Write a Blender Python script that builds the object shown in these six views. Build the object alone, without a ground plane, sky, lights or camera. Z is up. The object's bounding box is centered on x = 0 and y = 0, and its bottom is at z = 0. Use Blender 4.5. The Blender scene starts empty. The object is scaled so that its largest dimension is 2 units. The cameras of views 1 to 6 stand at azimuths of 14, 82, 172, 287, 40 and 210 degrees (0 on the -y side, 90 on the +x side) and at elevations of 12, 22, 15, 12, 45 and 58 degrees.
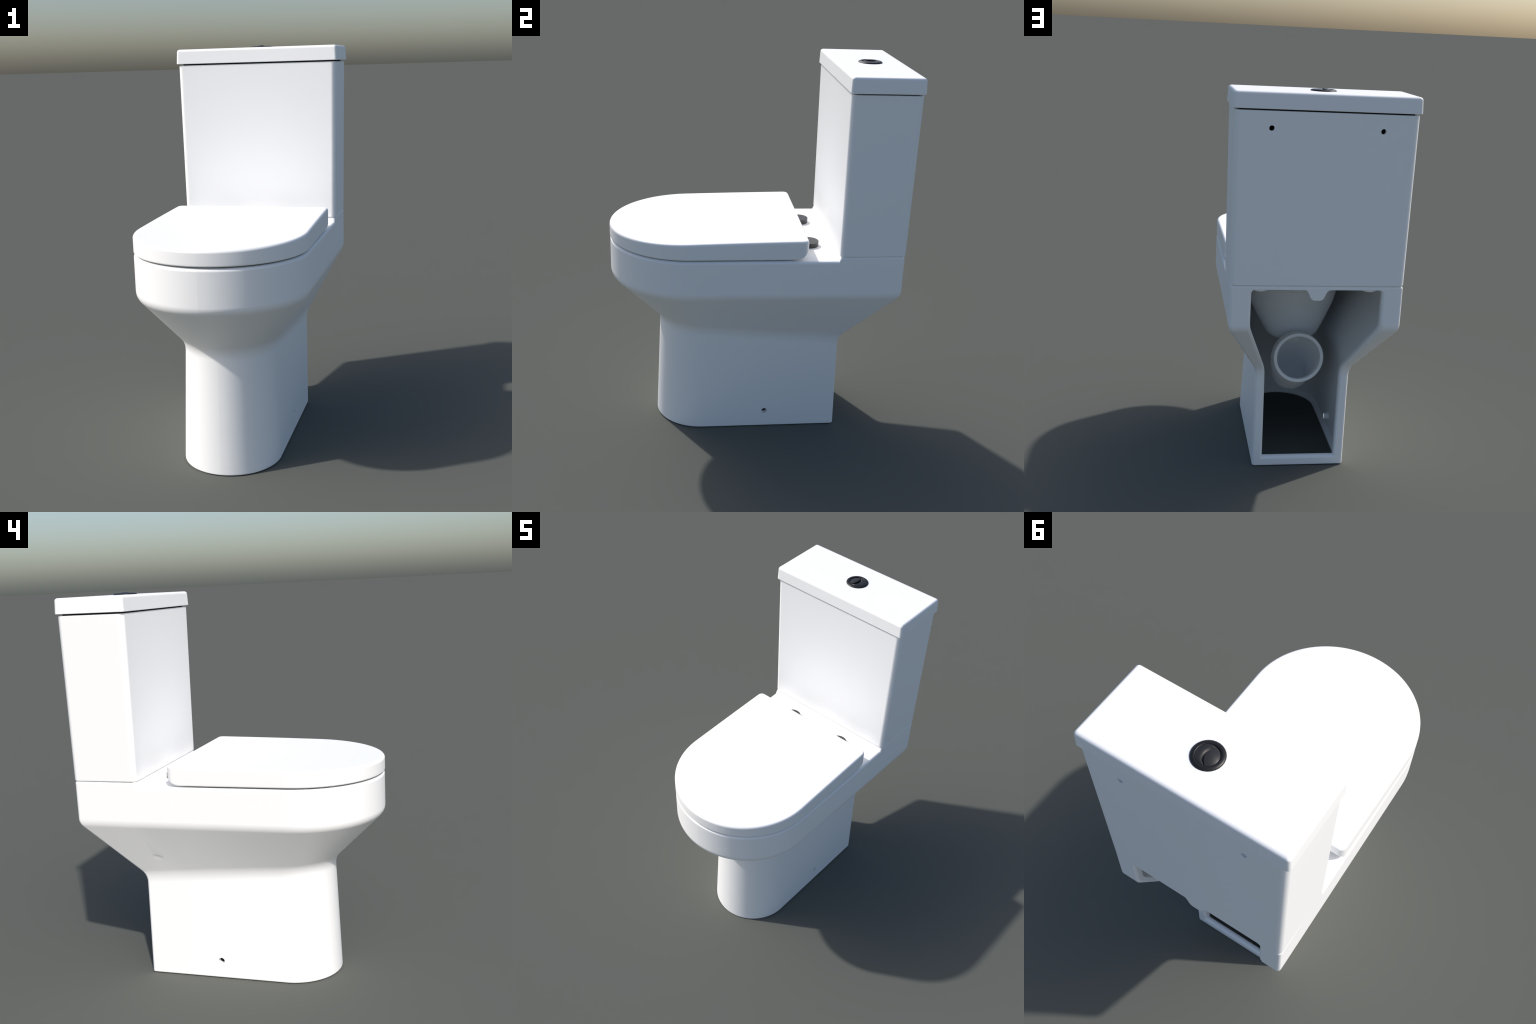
"""Close-coupled ceramic toilet: pan on a D-shaped foot, open back with bowl and
outlet pipe, D-shaped seat and lid, tapered cistern with lid and dual flush button."""
import bpy, bmesh, math
from mathutils import Vector

# ----------------------------------------------------------------- materials
def principled(name, colour, rough, spec=0.5, grain=0.0, coat=0.0):
    m = bpy.data.materials.new(name)
    m.use_nodes = True
    nt = m.node_tree
    b = nt.nodes["Principled BSDF"]
    b.inputs["Roughness"].default_value = rough
    b.inputs["Specular IOR Level"].default_value = spec
    b.inputs["Coat Weight"].default_value = coat
    tc = nt.nodes.new("ShaderNodeTexCoord")
    nz = nt.nodes.new("ShaderNodeTexNoise")
    nz.inputs["Scale"].default_value = 6.0
    nz.inputs["Detail"].default_value = 3.0
    ramp = nt.nodes.new("ShaderNodeValToRGB")
    lo = [c * (1 - grain) for c in colour]
    ramp.color_ramp.elements[0].color = (*lo, 1)
    ramp.color_ramp.elements[1].color = (*colour, 1)
    nt.links.new(tc.outputs["Object"], nz.inputs["Vector"])
    nt.links.new(nz.outputs["Fac"], ramp.inputs["Fac"])
    nt.links.new(ramp.outputs["Color"], b.inputs["Base Color"])
    return m

CERAMIC = principled("white_ceramic", (1.0, 1.0, 1.0), 0.5, 0.5, 0.004)
PLASTIC = principled("white_plastic", (1.0, 1.0, 1.0), 0.5, 0.5, 0.004)
HINGE = principled("dark_grey_metal", (0.036, 0.036, 0.036), 0.38, 0.5, 0.03)
GAP_SHADOW = principled("painted_gap_shadow", (0.02, 0.02, 0.02), 0.8, 0.3, 0.03)
CHROME = principled("black_gloss", (0.010, 0.010, 0.011), 0.42, 0.5, 0.03)

PLATE = principled("dark_gloss_plate", (0.026, 0.026, 0.027), 0.32, 0.5, 0.03)

# ------------------------------------------------------------------- helpers
def finish(ob, mat, parent=None, angle=38, weighted=True):
    me = ob.data
    me.materials.clear()
    me.materials.append(mat)
    for p in me.polygons:
        p.use_smooth = True
        p.material_index = 0
    me.set_sharp_from_angle(angle=math.radians(angle))
    if weighted:
        w = ob.modifiers.new("wn", "WEIGHTED_NORMAL")
        w.keep_sharp = True
        w.weight = 80
        apply_mods(ob)
    if parent:
        ob.parent = parent
    return ob

def apply_mods(ob):
    dg = bpy.context.evaluated_depsgraph_get()
    me = bpy.data.meshes.new_from_object(ob.evaluated_get(dg), depsgraph=dg)
    ob.modifiers.clear()
    old = ob.data
    ob.data = me
    bpy.data.meshes.remove(old)
    me.name = ob.name

def new_object(name, verts, faces):
    me = bpy.data.meshes.new(name)
    me.from_pydata([tuple(v) for v in verts], [], faces)
    bm = bmesh.new()
    bm.from_mesh(me)
    bmesh.ops.remove_doubles(bm, verts=bm.verts, dist=1e-6)
    bmesh.ops.recalc_face_normals(bm, faces=bm.faces)
    bm.to_mesh(me)
    bm.free()
    ob = bpy.data.objects.new(name, me)
    bpy.context.scene.collection.objects.link(ob)
    return ob

def boolean(ob, others, op="DIFFERENCE"):
    for o in others:
        m = ob.modifiers.new("b", "BOOLEAN")
        m.operation = op
        m.solver = "EXACT"
        m.object = o
    bpy.context.view_layer.update()
    apply_mods(ob)
    for o in others:
        bpy.data.objects.remove(o, do_unlink=True)

def loft(name, rings, cap="fan"):
    """Closed rings with equal point counts -> solid. cap='ladder' pairs mirrored points."""
    n = len(rings[0])
    verts = [p for r in rings for p in r]
    faces = []
    for k in range(len(rings) - 1):
        for j in range(n):
            a, b = k * n + j, k * n + (j + 1) % n
            faces.append((a, b, b + n, a + n))
    for base in (0, (len(rings) - 1) * n):
        if cap == "ladder":
            for j in range(n // 2 - 1):
                faces.append((base + j, base + j + 1, base + n - 2 - j, base + n - 1 - j))
        elif cap:
            faces.append(tuple(base + j for j in range(n)))
    return new_object(name, verts, faces)

def fillet_path(pts, trims, steps=6):
    """3D polyline with each inner corner replaced by a smooth arc."""
    out = [Vector(pts[0])]
    for i in range(1, len(pts) - 1):
        p, a, b = Vector(pts[i]), Vector(pts[i - 1]), Vector(pts[i + 1])
        da, db = (a - p), (b - p)
        t = min(trims[i - 1], da.length * 0.49, db.length * 0.49)
        s, e = p + da.normalized() * t, p + db.normalized() * t
        w = max(0.2, math.sin(da.angle(db) / 2)) if da.angle(db) < 3.13 else 1.0
        for k in range(steps + 1):
            u = k / steps
            c0, c1, c2 = (1 - u) ** 2, 2 * u * (1 - u) * w, u * u
            out.append((s * c0 + p * c1 + e * c2) / (c0 + c1 + c2))
    out.append(Vector(pts[-1]))
    return out

def d_outline(hw_front, hw_back, yc, depth, yb, rc, ys=(), n_arc=24, n_corner=5, bow=1.0):
    """D shape, +x half from the back centre round to the front tip, then mirrored.
    ys: y stations forced on to the straight side. Returns list of (x, y)."""
    half = [(hw_back * 0.30, yb), (hw_back * 0.65, yb)]
    for k in range(n_corner + 1):
        a = math.pi / 2 * k / n_corner
        half.append((hw_back - rc + rc * math.sin(a), yb - rc + rc * math.cos(a)))
    y0 = yb - rc
    for y in ys:
        t = (y0 - y) / (y0 - yc)
        half.append((hw_back + (hw_front - hw_back) * t ** bow, y))
    for k in range(n_arc + 1):
        a = math.pi / 2 * k / n_arc
        x = hw_front * math.cos(a)
        half.append((max(x, 0.002), yc - depth * math.sin(a)))
    return half + [(-x, y) for x, y in reversed(half)]

def rounded_rect(hx, y0, y1, r, n=6):
    half = []
    for cx, cy, a0 in ((hx - r, y1 - r, math.pi / 2), (hx - r, y0 + r, 0.0)):
        for k in range(n + 1):
            a = a0 - math.pi / 2 * k / n
            half.append((cx + r * math.cos(a), cy + r * math.sin(a)))
    return half + [(-x, y) for x, y in reversed(half)]

def rounded_box(name, bottom, top, r_side, r_bottom, r_top, steps=5):
    """bottom / top = (half_x, y0, y1, z); edges rounded."""
    rings = []
    def ring(t, inset, z):
        hx, y0, y1 = (bottom[i] + (top[i] - bottom[i]) * t for i in range(3))
        rr = max(r_side - inset * 0.6, 0.003)
        return [Vector((x, y, z)) for x, y in rounded_rect(hx - inset, y0 + inset, y1 - inset, rr)]
    zb, zt = bottom[3], top[3]
    for k in range(steps + 1):
        a = math.pi / 2 * k / steps
        z = zb + r_bottom * (1 - math.sin(a))
        rings.append(ring((z - zb) / (zt - zb), r_bottom * (1 - math.cos(a)), z))
    rings.reverse()
    rings = [ring(0, r_bottom * (1 - math.sin(math.pi / 2 * k / steps)),
                  zb + r_bottom * (1 - math.cos(math.pi / 2 * k / steps))) for k in range(steps + 1)]
    for k in range(steps + 1):
        a = math.pi / 2 * k / steps
        z = zt - r_top * (1 - math.sin(a))
        rings.append(ring(1, r_top * (1 - math.cos(a)), z))
    return loft(name, rings, cap="ladder")

def cylinder(name, centre, axis, r, length, n=40, r2=None, bevel=0.0):
    """Solid of revolution about axis through centre, from centre to centre+axis*length."""
    prof = [(r, 0.0), (r if r2 is None else r2, length)]
    if bevel:
        e = prof[1][0]
        prof = [(r, 0.0)] + [(e - bevel + bevel * math.cos(a), length - bevel + bevel * math.sin(a))
                             for a in (math.pi / 2 * k / 5 for k in range(6))]
    return revolve(name, centre, axis, prof, n)

def revolve(name, centre, axis, prof, n=40, closed=False):
    ax = Vector(axis).normalized()
    u = ax.orthogonal().normalized()
    v = ax.cross(u)
    c = Vector(centre)
    rings = []
    for rad, h in prof:
        rings.append([c + ax * h + (u * math.cos(2 * math.pi * j / n) + v * math.sin(2 * math.pi * j / n)) * rad
                      for j in range(n)])
    if not closed:
        return loft(name, rings)
    m = len(rings)
    verts = [p for r in rings for p in r]
    faces = [(k * n + j, k * n + (j + 1) % n, ((k + 1) % m) * n + (j + 1) % n, ((k + 1) % m) * n + j)
             for k in range(m) for j in range(n)]
    return new_object(name, verts, faces)

def smoothstep(a, b, x):
    t = min(1, max(0, (x - a) / (b - a)))
    return t * t * (3 - 2 * t)

# ---------------------------------------------------------------- the toilet
toilet = bpy.data.objects.new("toilet", None)
bpy.context.scene.collection.objects.link(toilet)
toilet["label"] = "white ceramic close-coupled toilet with closed lid and black fittings"
toilet["category"] = "toilet"

# --- pan: outer skin -------------------------------------------------------
DECK, PLATFORM = 1.062, 1.0875          # rim deck, raised platform below the cistern
BAND_LOW, FOOT_BACK, BAND_BACK = 0.866, 0.470, 0.7385
STATIONS = (0.44, 0.425, 0.415, 0.408, 0.400, 0.385, 0.25, 0.10, -0.05, -0.20)

def neck_z(y):
    return 0.577 - 0.066 * y

def deck_z(y):
    return DECK + (PLATFORM - DECK) * smoothstep(0.402, 0.411, y)

def stations(yb, rc, yc):
    """The same stations, squeezed between this section's back corner and front arc."""
    top, low = BAND_BACK - 0.016, -0.343
    return [yc + (y - low) / (top - low) * (yb - rc - yc) for y in STATIONS]

rim_o = d_outline(0.4105, 0.4180, -0.343, 0.4095, BAND_BACK, 0.016, STATIONS)
neck_o = d_outline(0.2190, 0.2468, -0.247, 0.245, FOOT_BACK - 0.008, 0.014, stations(FOOT_BACK - 0.008, 0.014, -0.247), bow=1.35)
foot_o = d_outline(0.2420, 0.2445, -0.266, 0.246, FOOT_BACK, 0.014, stations(FOOT_BACK, 0.014, -0.266))

def inset(outline, d, yb):
    c = Vector((0, -0.1))
    res = []
    for i, (x, y) in enumerate(outline):
        p, a, b = Vector((x, y)), Vector(outline[i - 1]), Vector(outline[(i + 1) % len(outline)])
        t = (b - a).normalized()
        nrm = Vector((-t.y, t.x))
        if nrm.dot(p - c) > 0:
            nrm = -nrm
        res.append((p.x + nrm.x * d, p.y + nrm.y * d))
    return res

def skin(name, foot, neck, rim, z_foot, z_top, trims, cap_in=0.03):
    foot_in, rim_in = inset(foot, cap_in * 0.6, 0), inset(rim, cap_in, 0)
    cols = []
    for j in range(len(rim)):
        pts = [(*foot_in[j], z_foot), (*foot[j], z_foot), (*neck[j], neck_z(neck[j][1])),
               (*rim[j], BAND_LOW), (*rim[j], z_top(rim[j][1])), (*rim_in[j], z_top(rim[j][1]))]
        cols.append(fillet_path(pts, trims))
    rings = [[c[k] for c in cols] for k in range(len(cols[0]))]
    return loft(name, rings, cap="ladder")

pan = skin("pan", foot_o, neck_o, rim_o, 0.0, deck_z, (0.007, 0.042, 0.024, 0.016))

# --- pan: the cavity that opens to the back --------------------------------
def cavity_outline(hw_front, hw_in, hw_lip, yc, depth, yb, flare=0.016, lip=0.034, n_arc=16):
    """Half width hw_lip at the open back; behind the lip the hollow widens to hw_in."""
    half = [(hw_lip * 0.5, yb + 0.05), (hw_lip + flare, yb + 0.05)]
    for k in range(6):
        a = math.pi / 2 * k / 5
        half.append((hw_lip + flare * (1 - math.sin(a)), yb - flare * (1 - math.cos(a)) + 0.0005))
    for k in range(7):
        t = k / 6
        half.append((hw_lip + (hw_in - hw_lip) * smoothstep(0, 1, t), yb - lip - 0.034 * t))
    y0 = yb - lip - 0.034
    for k in range(1, 6):
        t = k / 6
        half.append((hw_in + (hw_front - hw_in) * t * t, y0 + (yc - y0) * t))
    for k in range(n_arc + 1):
        a = math.pi / 2 * k / n_arc
        half.append((max(hw_front * math.cos(a), 0.002), yc - depth * math.sin(a)))
    return half + [(-x, y) for x, y in reversed(half)]

def ceiling_z(y):
    return 1.030 + 0.037 * smoothstep(0.45, 0.52, y)

cav_cols = []
cb = cavity_outline(0.210, 0.215, 0.192, -0.262, 0.210, FOOT_BACK)          # base flange
cf = cavity_outline(0.235, 0.239, 0.192, -0.262, 0.228, FOOT_BACK)          # foot
cn = cavity_outline(0.210, 0.240, 0.197, -0.250, 0.232, FOOT_BACK - 0.008)  # neck
cr = cavity_outline(0.402, 0.411, 0.316, -0.335, 0.385, BAND_BACK)          # band
cr_in = [(x * 0.80, y) for x, y in cr]
for j in range(len(cr)):
    pts = [(*cb[j], -0.03), (*cb[j], 0.010), (*cf[j], 0.024), (*cn[j], neck_z(min(cn[j][1], 0.47))),
           (*cr[j], BAND_LOW + 0.008), (*cr[j], ceiling_z(cr[j][1])), (*cr_in[j], ceiling_z(cr[j][1]))]
    cav_cols.append(fillet_path(pts, (0.003, 0.003, 0.042, 0.030, 0.026)))
cavity = loft("cavity", [[c[k] for c in cav_cols] for k in range(len(cav_cols[0]))], cap="ladder")

def prism(name, profile, axis, a, b):
    """Extrude a closed 2D profile; axis 'x': profile is (y, z); axis 'y': profile is (x, z)."""
    put = (lambda p, t: (t, p[0], p[1])) if axis == "x" else (lambda p, t: (p[0], t, p[1]))
    return loft(name, [[Vector(put(p, a)) for p in profile], [Vector(put(p, b)) for p in profile]])

sill_profile = [(0.440, -0.06), (0.440, 0.042)]
sill_profile += [(0.440 + 0.008 - 0.008 * math.cos(a), 0.046 + 0.008 * math.sin(a)) for a in (0.0, 0.5, 1.0, 1.57)]
sill_profile += [(0.4495 + 0.021 * math.sin(a), 0.030 + 0.024 * math.cos(a)) for a in (0.0, .3, .6, .9, 1.2, 1.5)]
sill_profile += [(0.472, 0.0), (0.472, -0.06)]
sill = prism("sill", sill_profile, "x", -0.30, 0.30)

lobe_profile = [(-0.285, 1.10), (-0.285, 1.0650)]
for k in range(49):                      # bell shaped drop in the middle of the top rail
    x = -0.10 + 0.20 * k / 48
    lobe_profile.append((x, 1.0650 - 0.0535 * (0.5 - 0.5 * math.tanh((abs(x) - 0.039) / 0.0115))))
lobe_profile += [(0.285, 1.0650), (0.285, 1.10)]
lobe = prism("lobe", lobe_profile, "y", 0.62, BAND_BACK - 0.0006)
bv = lobe.modifiers.new("bevel", "BEVEL")
bv.width, bv.segments, bv.limit_method, bv.angle_limit = 0.004, 3, "ANGLE", math.radians(60)
apply_mods(lobe)
boolean(cavity, [sill, lobe])

screw_holes = [cylinder("hole", (s * 0.18, 0.076, 0.094), (s, 0, 0), 0.0166, 0.10, 28) for s in (1, -1)]
bowl_mouth = loft("mouth", [[Vector((0.27 * s * math.cos(a), -0.27 + 0.36 * s * math.sin(a), z))
                             for a in (2 * math.pi * k / 64 for k in range(64))]
                            for z, s in ((0.98, 1.0), (1.10, 1.0))])
slope = Vector((-0.86, 0.0, -0.51))       # outward normal of the flared side
along, down = Vector((0, -0.93, -0.30)).normalized(), None
down = slope.cross(along).normalized()
along = down.cross(slope).normalized()
dent_c = Vector((-0.3085, 0.365, 0.668)) + slope * 0.0243
dent = loft("dent", [[dent_c + (along * 0.110 * math.cos(t) + down * 0.060 * math.sin(t)) * math.sin(f) + slope * 0.030 * math.cos(f)
                      for t in (2 * math.pi * k / 28 for k in range(28))] for f in (0.05 + (math.pi - 0.1) * i / 14 for i in range(15))])
boolean(pan, [cavity, bowl_mouth, dent] + screw_holes)
finish(pan, CERAMIC, toilet, 32)

# --- bowl hanging inside the pan -------------------------------------------
BOWL = [  # z, half width, half length, centre y
    (1.045, 0.325, 0.420, -0.230), (0.97, 0.298, 0.370, -0.150), (0.90, 0.275, 0.285, -0.090), (0.80, 0.248, 0.218, -0.040),
    (0.72, 0.209, 0.178, -0.010), (0.65, 0.170, 0.145, 0.015), (0.60, 0.138, 0.122, 0.025), (0.57, 0.085, 0.090, 0.030)]
def bowl_ring(row, wall):
    z, hx, hy, cy = row
    return [Vector(((hx - wall) * math.cos(a), cy + (hy - wall) * math.sin(a), z + wall * 0.8 * (z < 1.0)))
            for a in (2 * math.pi * k / 56 for k in range(56))]
def spread(rows, n=5):
    out = []
    for i in range(len(rows) - 1):
        p = [rows[max(i - 1, 0)], rows[i], rows[i + 1], rows[min(i + 2, len(rows) - 1)]]
        for k in range(n):
            t = k / n
            out.append(tuple(0.5 * (2 * b + (c - a) * t + (2 * a - 5 * b + 4 * c - d) * t * t + (3 * b - a - 3 * c + d) * t ** 3)
                             for a, b, c, d in zip(*p)))
    return out + [rows[-1]]
fine = spread(BOWL)
rings = [bowl_ring(r, 0.034) for r in reversed(fine)]
outer = [bowl_ring(r, 0.0) for r in fine]
bowl = loft("bowl", rings + outer)
finish(bowl, CERAMIC, toilet, 40)

# --- outlet pipe: a sleeve facing the back, bending down and narrowing towards the front ----
def tube(name, spine, radius_out, radius_in, taper, n=44):
    """Open tube along a spine in the x = 0 plane, rounded lip at the first end."""
    fr = []
    for i, p in enumerate(spine):
        a, b = Vector(spine[max(i - 1, 0)]), Vector(spine[min(i + 1, len(spine) - 1)])
        d = (b - a).normalized()
        fr.append((Vector(p), Vector((1, 0, 0)), d.cross(Vector((1, 0, 0))).normalized()))
    def ring(f, r):
        return [f[0] + (f[1] * math.cos(t) + f[2] * math.sin(t)) * r for t in (2 * math.pi * k / n for k in range(n))]
    d0 = (Vector(spine[1]) - Vector(spine[0])).normalized()
    rings = [ring(f, radius_out * t) for f, t in reversed(list(zip(fr, taper)))]
    lip = 0.004
    for r, h in ((radius_out - 0.001, 0.6), (radius_out - lip, 1.0), (radius_in + lip, 1.0), (radius_in + 0.001, 0.6)):
        rings.append([p - d0 * lip * h for p in ring(fr[0], r)])
    rings += [ring(f, radius_in * t) for f, t in zip(fr, taper)]
    # blind rounded end of the trap
    p, ex, ey = fr[-1]
    dn = (Vector(spine[-1]) - Vector(spine[-2])).normalized()
    def bulb(r, depth):
        return [ring((p + dn * depth * math.sin(a), ex, ey), r * math.cos(a) ** 0.8) for a in (1.45 * k / 8 for k in range(1, 9))]
    rings = list(reversed(bulb(radius_out * taper[-1], 0.125))) + rings + bulb(radius_in * taper[-1], 0.112)
    return loft(name, rings)
spine = [(0, 0.324, 0.556), (0, 0.30, 0.553), (0, 0.27, 0.543), (0, 0.24, 0.527), (0, 0.20, 0.500), (0, 0.15, 0.458),
         (0, 0.11, 0.420), (0, 0.085, 0.394)]
pipe = tube("outlet_pipe", spine, 0.135, 0.1165, (1, 1, 1, 1, 0.98, 0.93, 0.86, 0.81))
finish(pipe, CERAMIC, toilet, 40)

# flush inlet and cistern fixing washers below the deck
inlet = cylinder("flush_inlet", (0, 0.10, 1.05), (0, 0, -1), 0.13, 0.165, 40, 0.125, bevel=0.02)
finish(inlet, CERAMIC, toilet)
washer = cylinder("fixing_washer", (0.272, 0.690, 1.069), (0, 0, -1), 0.036, 0.016, 28, bevel=0.004)
finish(washer, CERAMIC, toilet)
w2 = washer.copy(); w2.location.x = -0.544 + 0.015
bpy.context.scene.collection.objects.link(w2)

# sleeves for the floor screws, poking through the foot wall
for s in (1, -1):
    sl = revolve("screw_sleeve", (s * 0.240, 0.076, 0.094), (-s, 0, 0),
                 [(0.0195, 0.002), (0.0195, 0.028), (0.0162, 0.028), (0.0162, 0.002)], 28, closed=True)
    finish(sl, CERAMIC, toilet)

# --- cistern ----------------------------------------------------------------
cistern = rounded_box("cistern", (0.4190, 0.4040, 0.7425, 1.0867), (0.4255, 0.3985, 0.7485, 1.9030), 0.025, 0.005, 0.004)
hollow = rounded_box("hollow", (0.388, 0.436, 0.724, 1.12), (0.392, 0.434, 0.729, 1.88), 0.02, 0.005, 0.005)
holes = [cylinder("hole", (s * 0.257, 0.65, 1.826), (0, 1, 0), 0.0125, 0.15, 28) for s in (1, -1)]
boolean(cistern, [hollow] + holes)
finish(cistern, CERAMIC, toilet, 32)

lid = rounded_box("cistern_lid", (0.4345, 0.3912, 0.7540, 1.9105), (0.4315, 0.3935, 0.7520, 1.9868), 0.014, 0.003, 0.014)
finish(lid, CERAMIC, toilet, 45)
shadow_block = rounded_box("lid_gap_shadow_block", (0.407, 0.416, 0.732, 1.895), (0.407, 0.416, 0.732, 1.9125), 0.02, 0.001, 0.001)  # block coloured black to draw the shadow line in the lid gap
finish(shadow_block, GAP_SHADOW, lid, 45)

# --- dual flush button -------------------------------------------------------
BX, BY, BZ = 0.0, 0.5755, 1.9867
ring_prof = [(0.0435, -0.004), (0.0435, 0.0050), (0.0450, 0.0068), (0.0490, 0.0078), (0.0540, 0.0070),
             (0.0585, 0.0053), (0.0612, 0.0029), (0.0620, 0.0), (0.0620, -0.004)]
ring = revolve("flush_button_surround", (BX, BY, BZ), (0, 0, 1), ring_prof, 28, closed=True)
finish(ring, CHROME, toilet, 50)

def push_button(name, inside, apex):
    """Domed plate: polar grid of the pan circle clipped to a region (given as a radius per angle)."""
    rings, n = [], 48
    c, rad = inside
    steps = 10
    for k in range(steps + 1):
        t = 1 - k / steps * 0.97
        rings.append([Vector((BX + c[0] + (rad(a)[0] - c[0]) * t, BY + c[1] + (rad(a)[1] - c[1]) * t,
                              0.0))
                      for a in (2 * math.pi * j / n for j in range(n))])
    for r in rings:                       # spherical cap about the plate's middle
        for p in r:
            p.z = BZ + 0.0015 + apex * (1 - ((p.x - BX - 0.001) ** 2 + (p.y - BY) ** 2) / 0.046 ** 2)
    rings = [[Vector((p.x, p.y, BZ - 0.004)) for p in rings[0]]] + rings
    return loft(name, rings)

R_IN, CUT_C, CUT_R = 0.0425, -0.043, 0.0495      # big plate = disc of R_IN cut by this circle
def crossing():
    # where the two circles meet
    x = (R_IN ** 2 - CUT_R ** 2 + CUT_C ** 2) / (2 * CUT_C)
    return x, math.sqrt(R_IN ** 2 - x * x)
XC, YC = crossing()
def lens_edge(a):
    """Boundary of the big plate, walked by angle about its centre."""
    o = (-0.018, 0.0)
    d = (math.cos(a), math.sin(a))
    def hit(cx, r):
        ex, ey = o[0] - cx, o[1]
        b = ex * d[0] + ey * d[1]
        return -b + math.sqrt(b * b - (ex * ex + ey * ey - r * r))
    t = min(hit(0, R_IN), hit(CUT_C, CUT_R - 0.0006))
    return o[0] + d[0] * t, o[1] + d[1] * t
big = push_button("flush_button_plate", ((-0.018, 0.0), lens_edge), 0.0116)
finish(big, PLATE, ring, 50)

# crescent plate: swept between the cut arc and the surround
rows, n = [], 30
a0, a1 = math.atan2(YC, XC) * 0.985, -math.atan2(YC, XC) * 0.985
for i in range(n + 1):
    a = a0 + (a1 - a0) * i / n
    po = Vector((R_IN * math.cos(a), R_IN * math.sin(a)))
    b0 = math.atan2(YC, XC - CUT_C) * 0.985
    b = b0 + (-b0 - b0) * i / n
    pi_ = Vector((CUT_C + (CUT_R + 0.0006) * math.cos(b), (CUT_R + 0.0006) * math.sin(b)))
    row = [Vector((*pi_, -0.004))]
    wid = (po - pi_).length
    for k in range(11):
        t = k / 10
        p = pi_.lerp(po, t)
        h = 0.0008 + 0.0072 * min(1, wid / 0.018) * smoothstep(-0.12, 0.50, t) - 0.0015 * smoothstep(0.55, 1, t)
        row.append(Vector((p.x, p.y, h)))
    row.append(Vector((*po, -0.004)))
    rows.append([q + Vector((BX, BY, BZ)) for q in row])
crescent = loft("flush_button_crescent", rows)
finish(crescent, PLATE, ring, 50)
base = cylinder("flush_button_well", (BX, BY, BZ - 0.004), (0, 0, 1), 0.044, 0.0045, 40)
finish(base, CHROME, ring, 50)

# --- seat and lid --------------------------------------------------------------
LID_BACK = 0.247
def lid_top(x, y):
    return 1.161 + 0.022 * y - 0.012 * y * y + 0.0030
def lid_bottom(x, y):
    r, y0 = 0.066, LID_BACK - 0.064
    if y <= y0:
        return 1.0695
    return 1.0695 + r - math.sqrt(max(0, r * r - (y - y0) ** 2))

# rebuild the straight side with stations that follow the rounded back underside
def lid_outline(d):
    rc = 0.030
    half = [((0.4085 - rc) * f, LID_BACK - d) for f in (0.02, 0.35, 0.7)]
    for k in range(8):
        a = math.pi / 2 * k / 7
        rr = max(rc - d, 0.004)
        half.append((0.4085 - d - rr + rr * math.sin(a), LID_BACK - d - rr + rr * math.cos(a)))
    y_corner = LID_BACK - max(rc, d + 0.004)
    for y in (0.205, 0.19, 0.175, 0.12, 0.03, -0.07, -0.17, -0.27):
        y = min(y, y_corner - 0.002 * (0.215 - y))
        half.append((0.4105 - 0.002 * (y + 0.343) / 0.56 - d, y))
    for k in range(31):
        a = math.pi / 2 * k / 30
        half.append((max((0.4105 - d) * math.cos(a), 0.002), -0.343 - (0.411 - d) * math.sin(a)))
    return half + [(-x, y) for x, y in reversed(half)]

def lid_ring(d, side, dz):
    res = []
    for x, y in lid_outline(d):
        z = lid_top(x, y) - dz if side == "top" else lid_bottom(x, y) + dz
        res.append(Vector((x, y, z)))
    return res
rings = [lid_ring(0.014, "bottom", 0.010), lid_ring(0.012, "bottom", 0.0)]
r = 0.007
rings += [lid_ring(r * (1 - math.sin(a)), "bottom", r * (1 - math.cos(a))) for a in (math.pi / 2 * k / 4 for k in range(5))]
r = 0.013
rings += [lid_ring(r * (1 - math.cos(a)), "top", r * (1 - math.sin(a))) for a in (math.pi / 2 * k / 6 for k in range(7))]
seat_lid = loft("seat_lid", rings, cap="ladder")
finish(seat_lid, PLASTIC, toilet, 40)

# seat ring tucked below the lid, with its hole over the bowl
seat_rings = []
for d, z in ((0.022, 1.066), (0.018, 1.069), (0.018, 1.095), (0.022, 1.098)):
    seat_rings.append([Vector((x, min(y, 0.17), z)) for x, y in lid_outline(d)])
seat = loft("seat", seat_rings, cap="ladder")
hole = loft("hole", [[Vector((0.24 * math.cos(a), -0.27 + 0.31 * math.sin(a), z)) for a in (2 * math.pi * k / 64 for k in range(64))]
                     for z in (1.04, 1.12)])
boolean(seat, [hole])
finish(seat, PLASTIC, toilet, 40)
for s in (1, -1):
    for y in (-0.55, 0.05):
        pad = cylinder("seat_buffer", (s * 0.30, y, 1.0615), (0, 0, 1), 0.014, 0.006, 20)
        finish(pad, PLASTIC, seat)

hinge = cylinder("hinge", (0.18, 0.280, DECK - 0.001), (0, 0, 1), 0.053, 0.0260, 48, bevel=0.0012)
finish(hinge, HINGE, toilet, 30)
h2 = hinge.copy(); h2.location.x = -0.36
bpy.context.scene.collection.objects.link(h2)
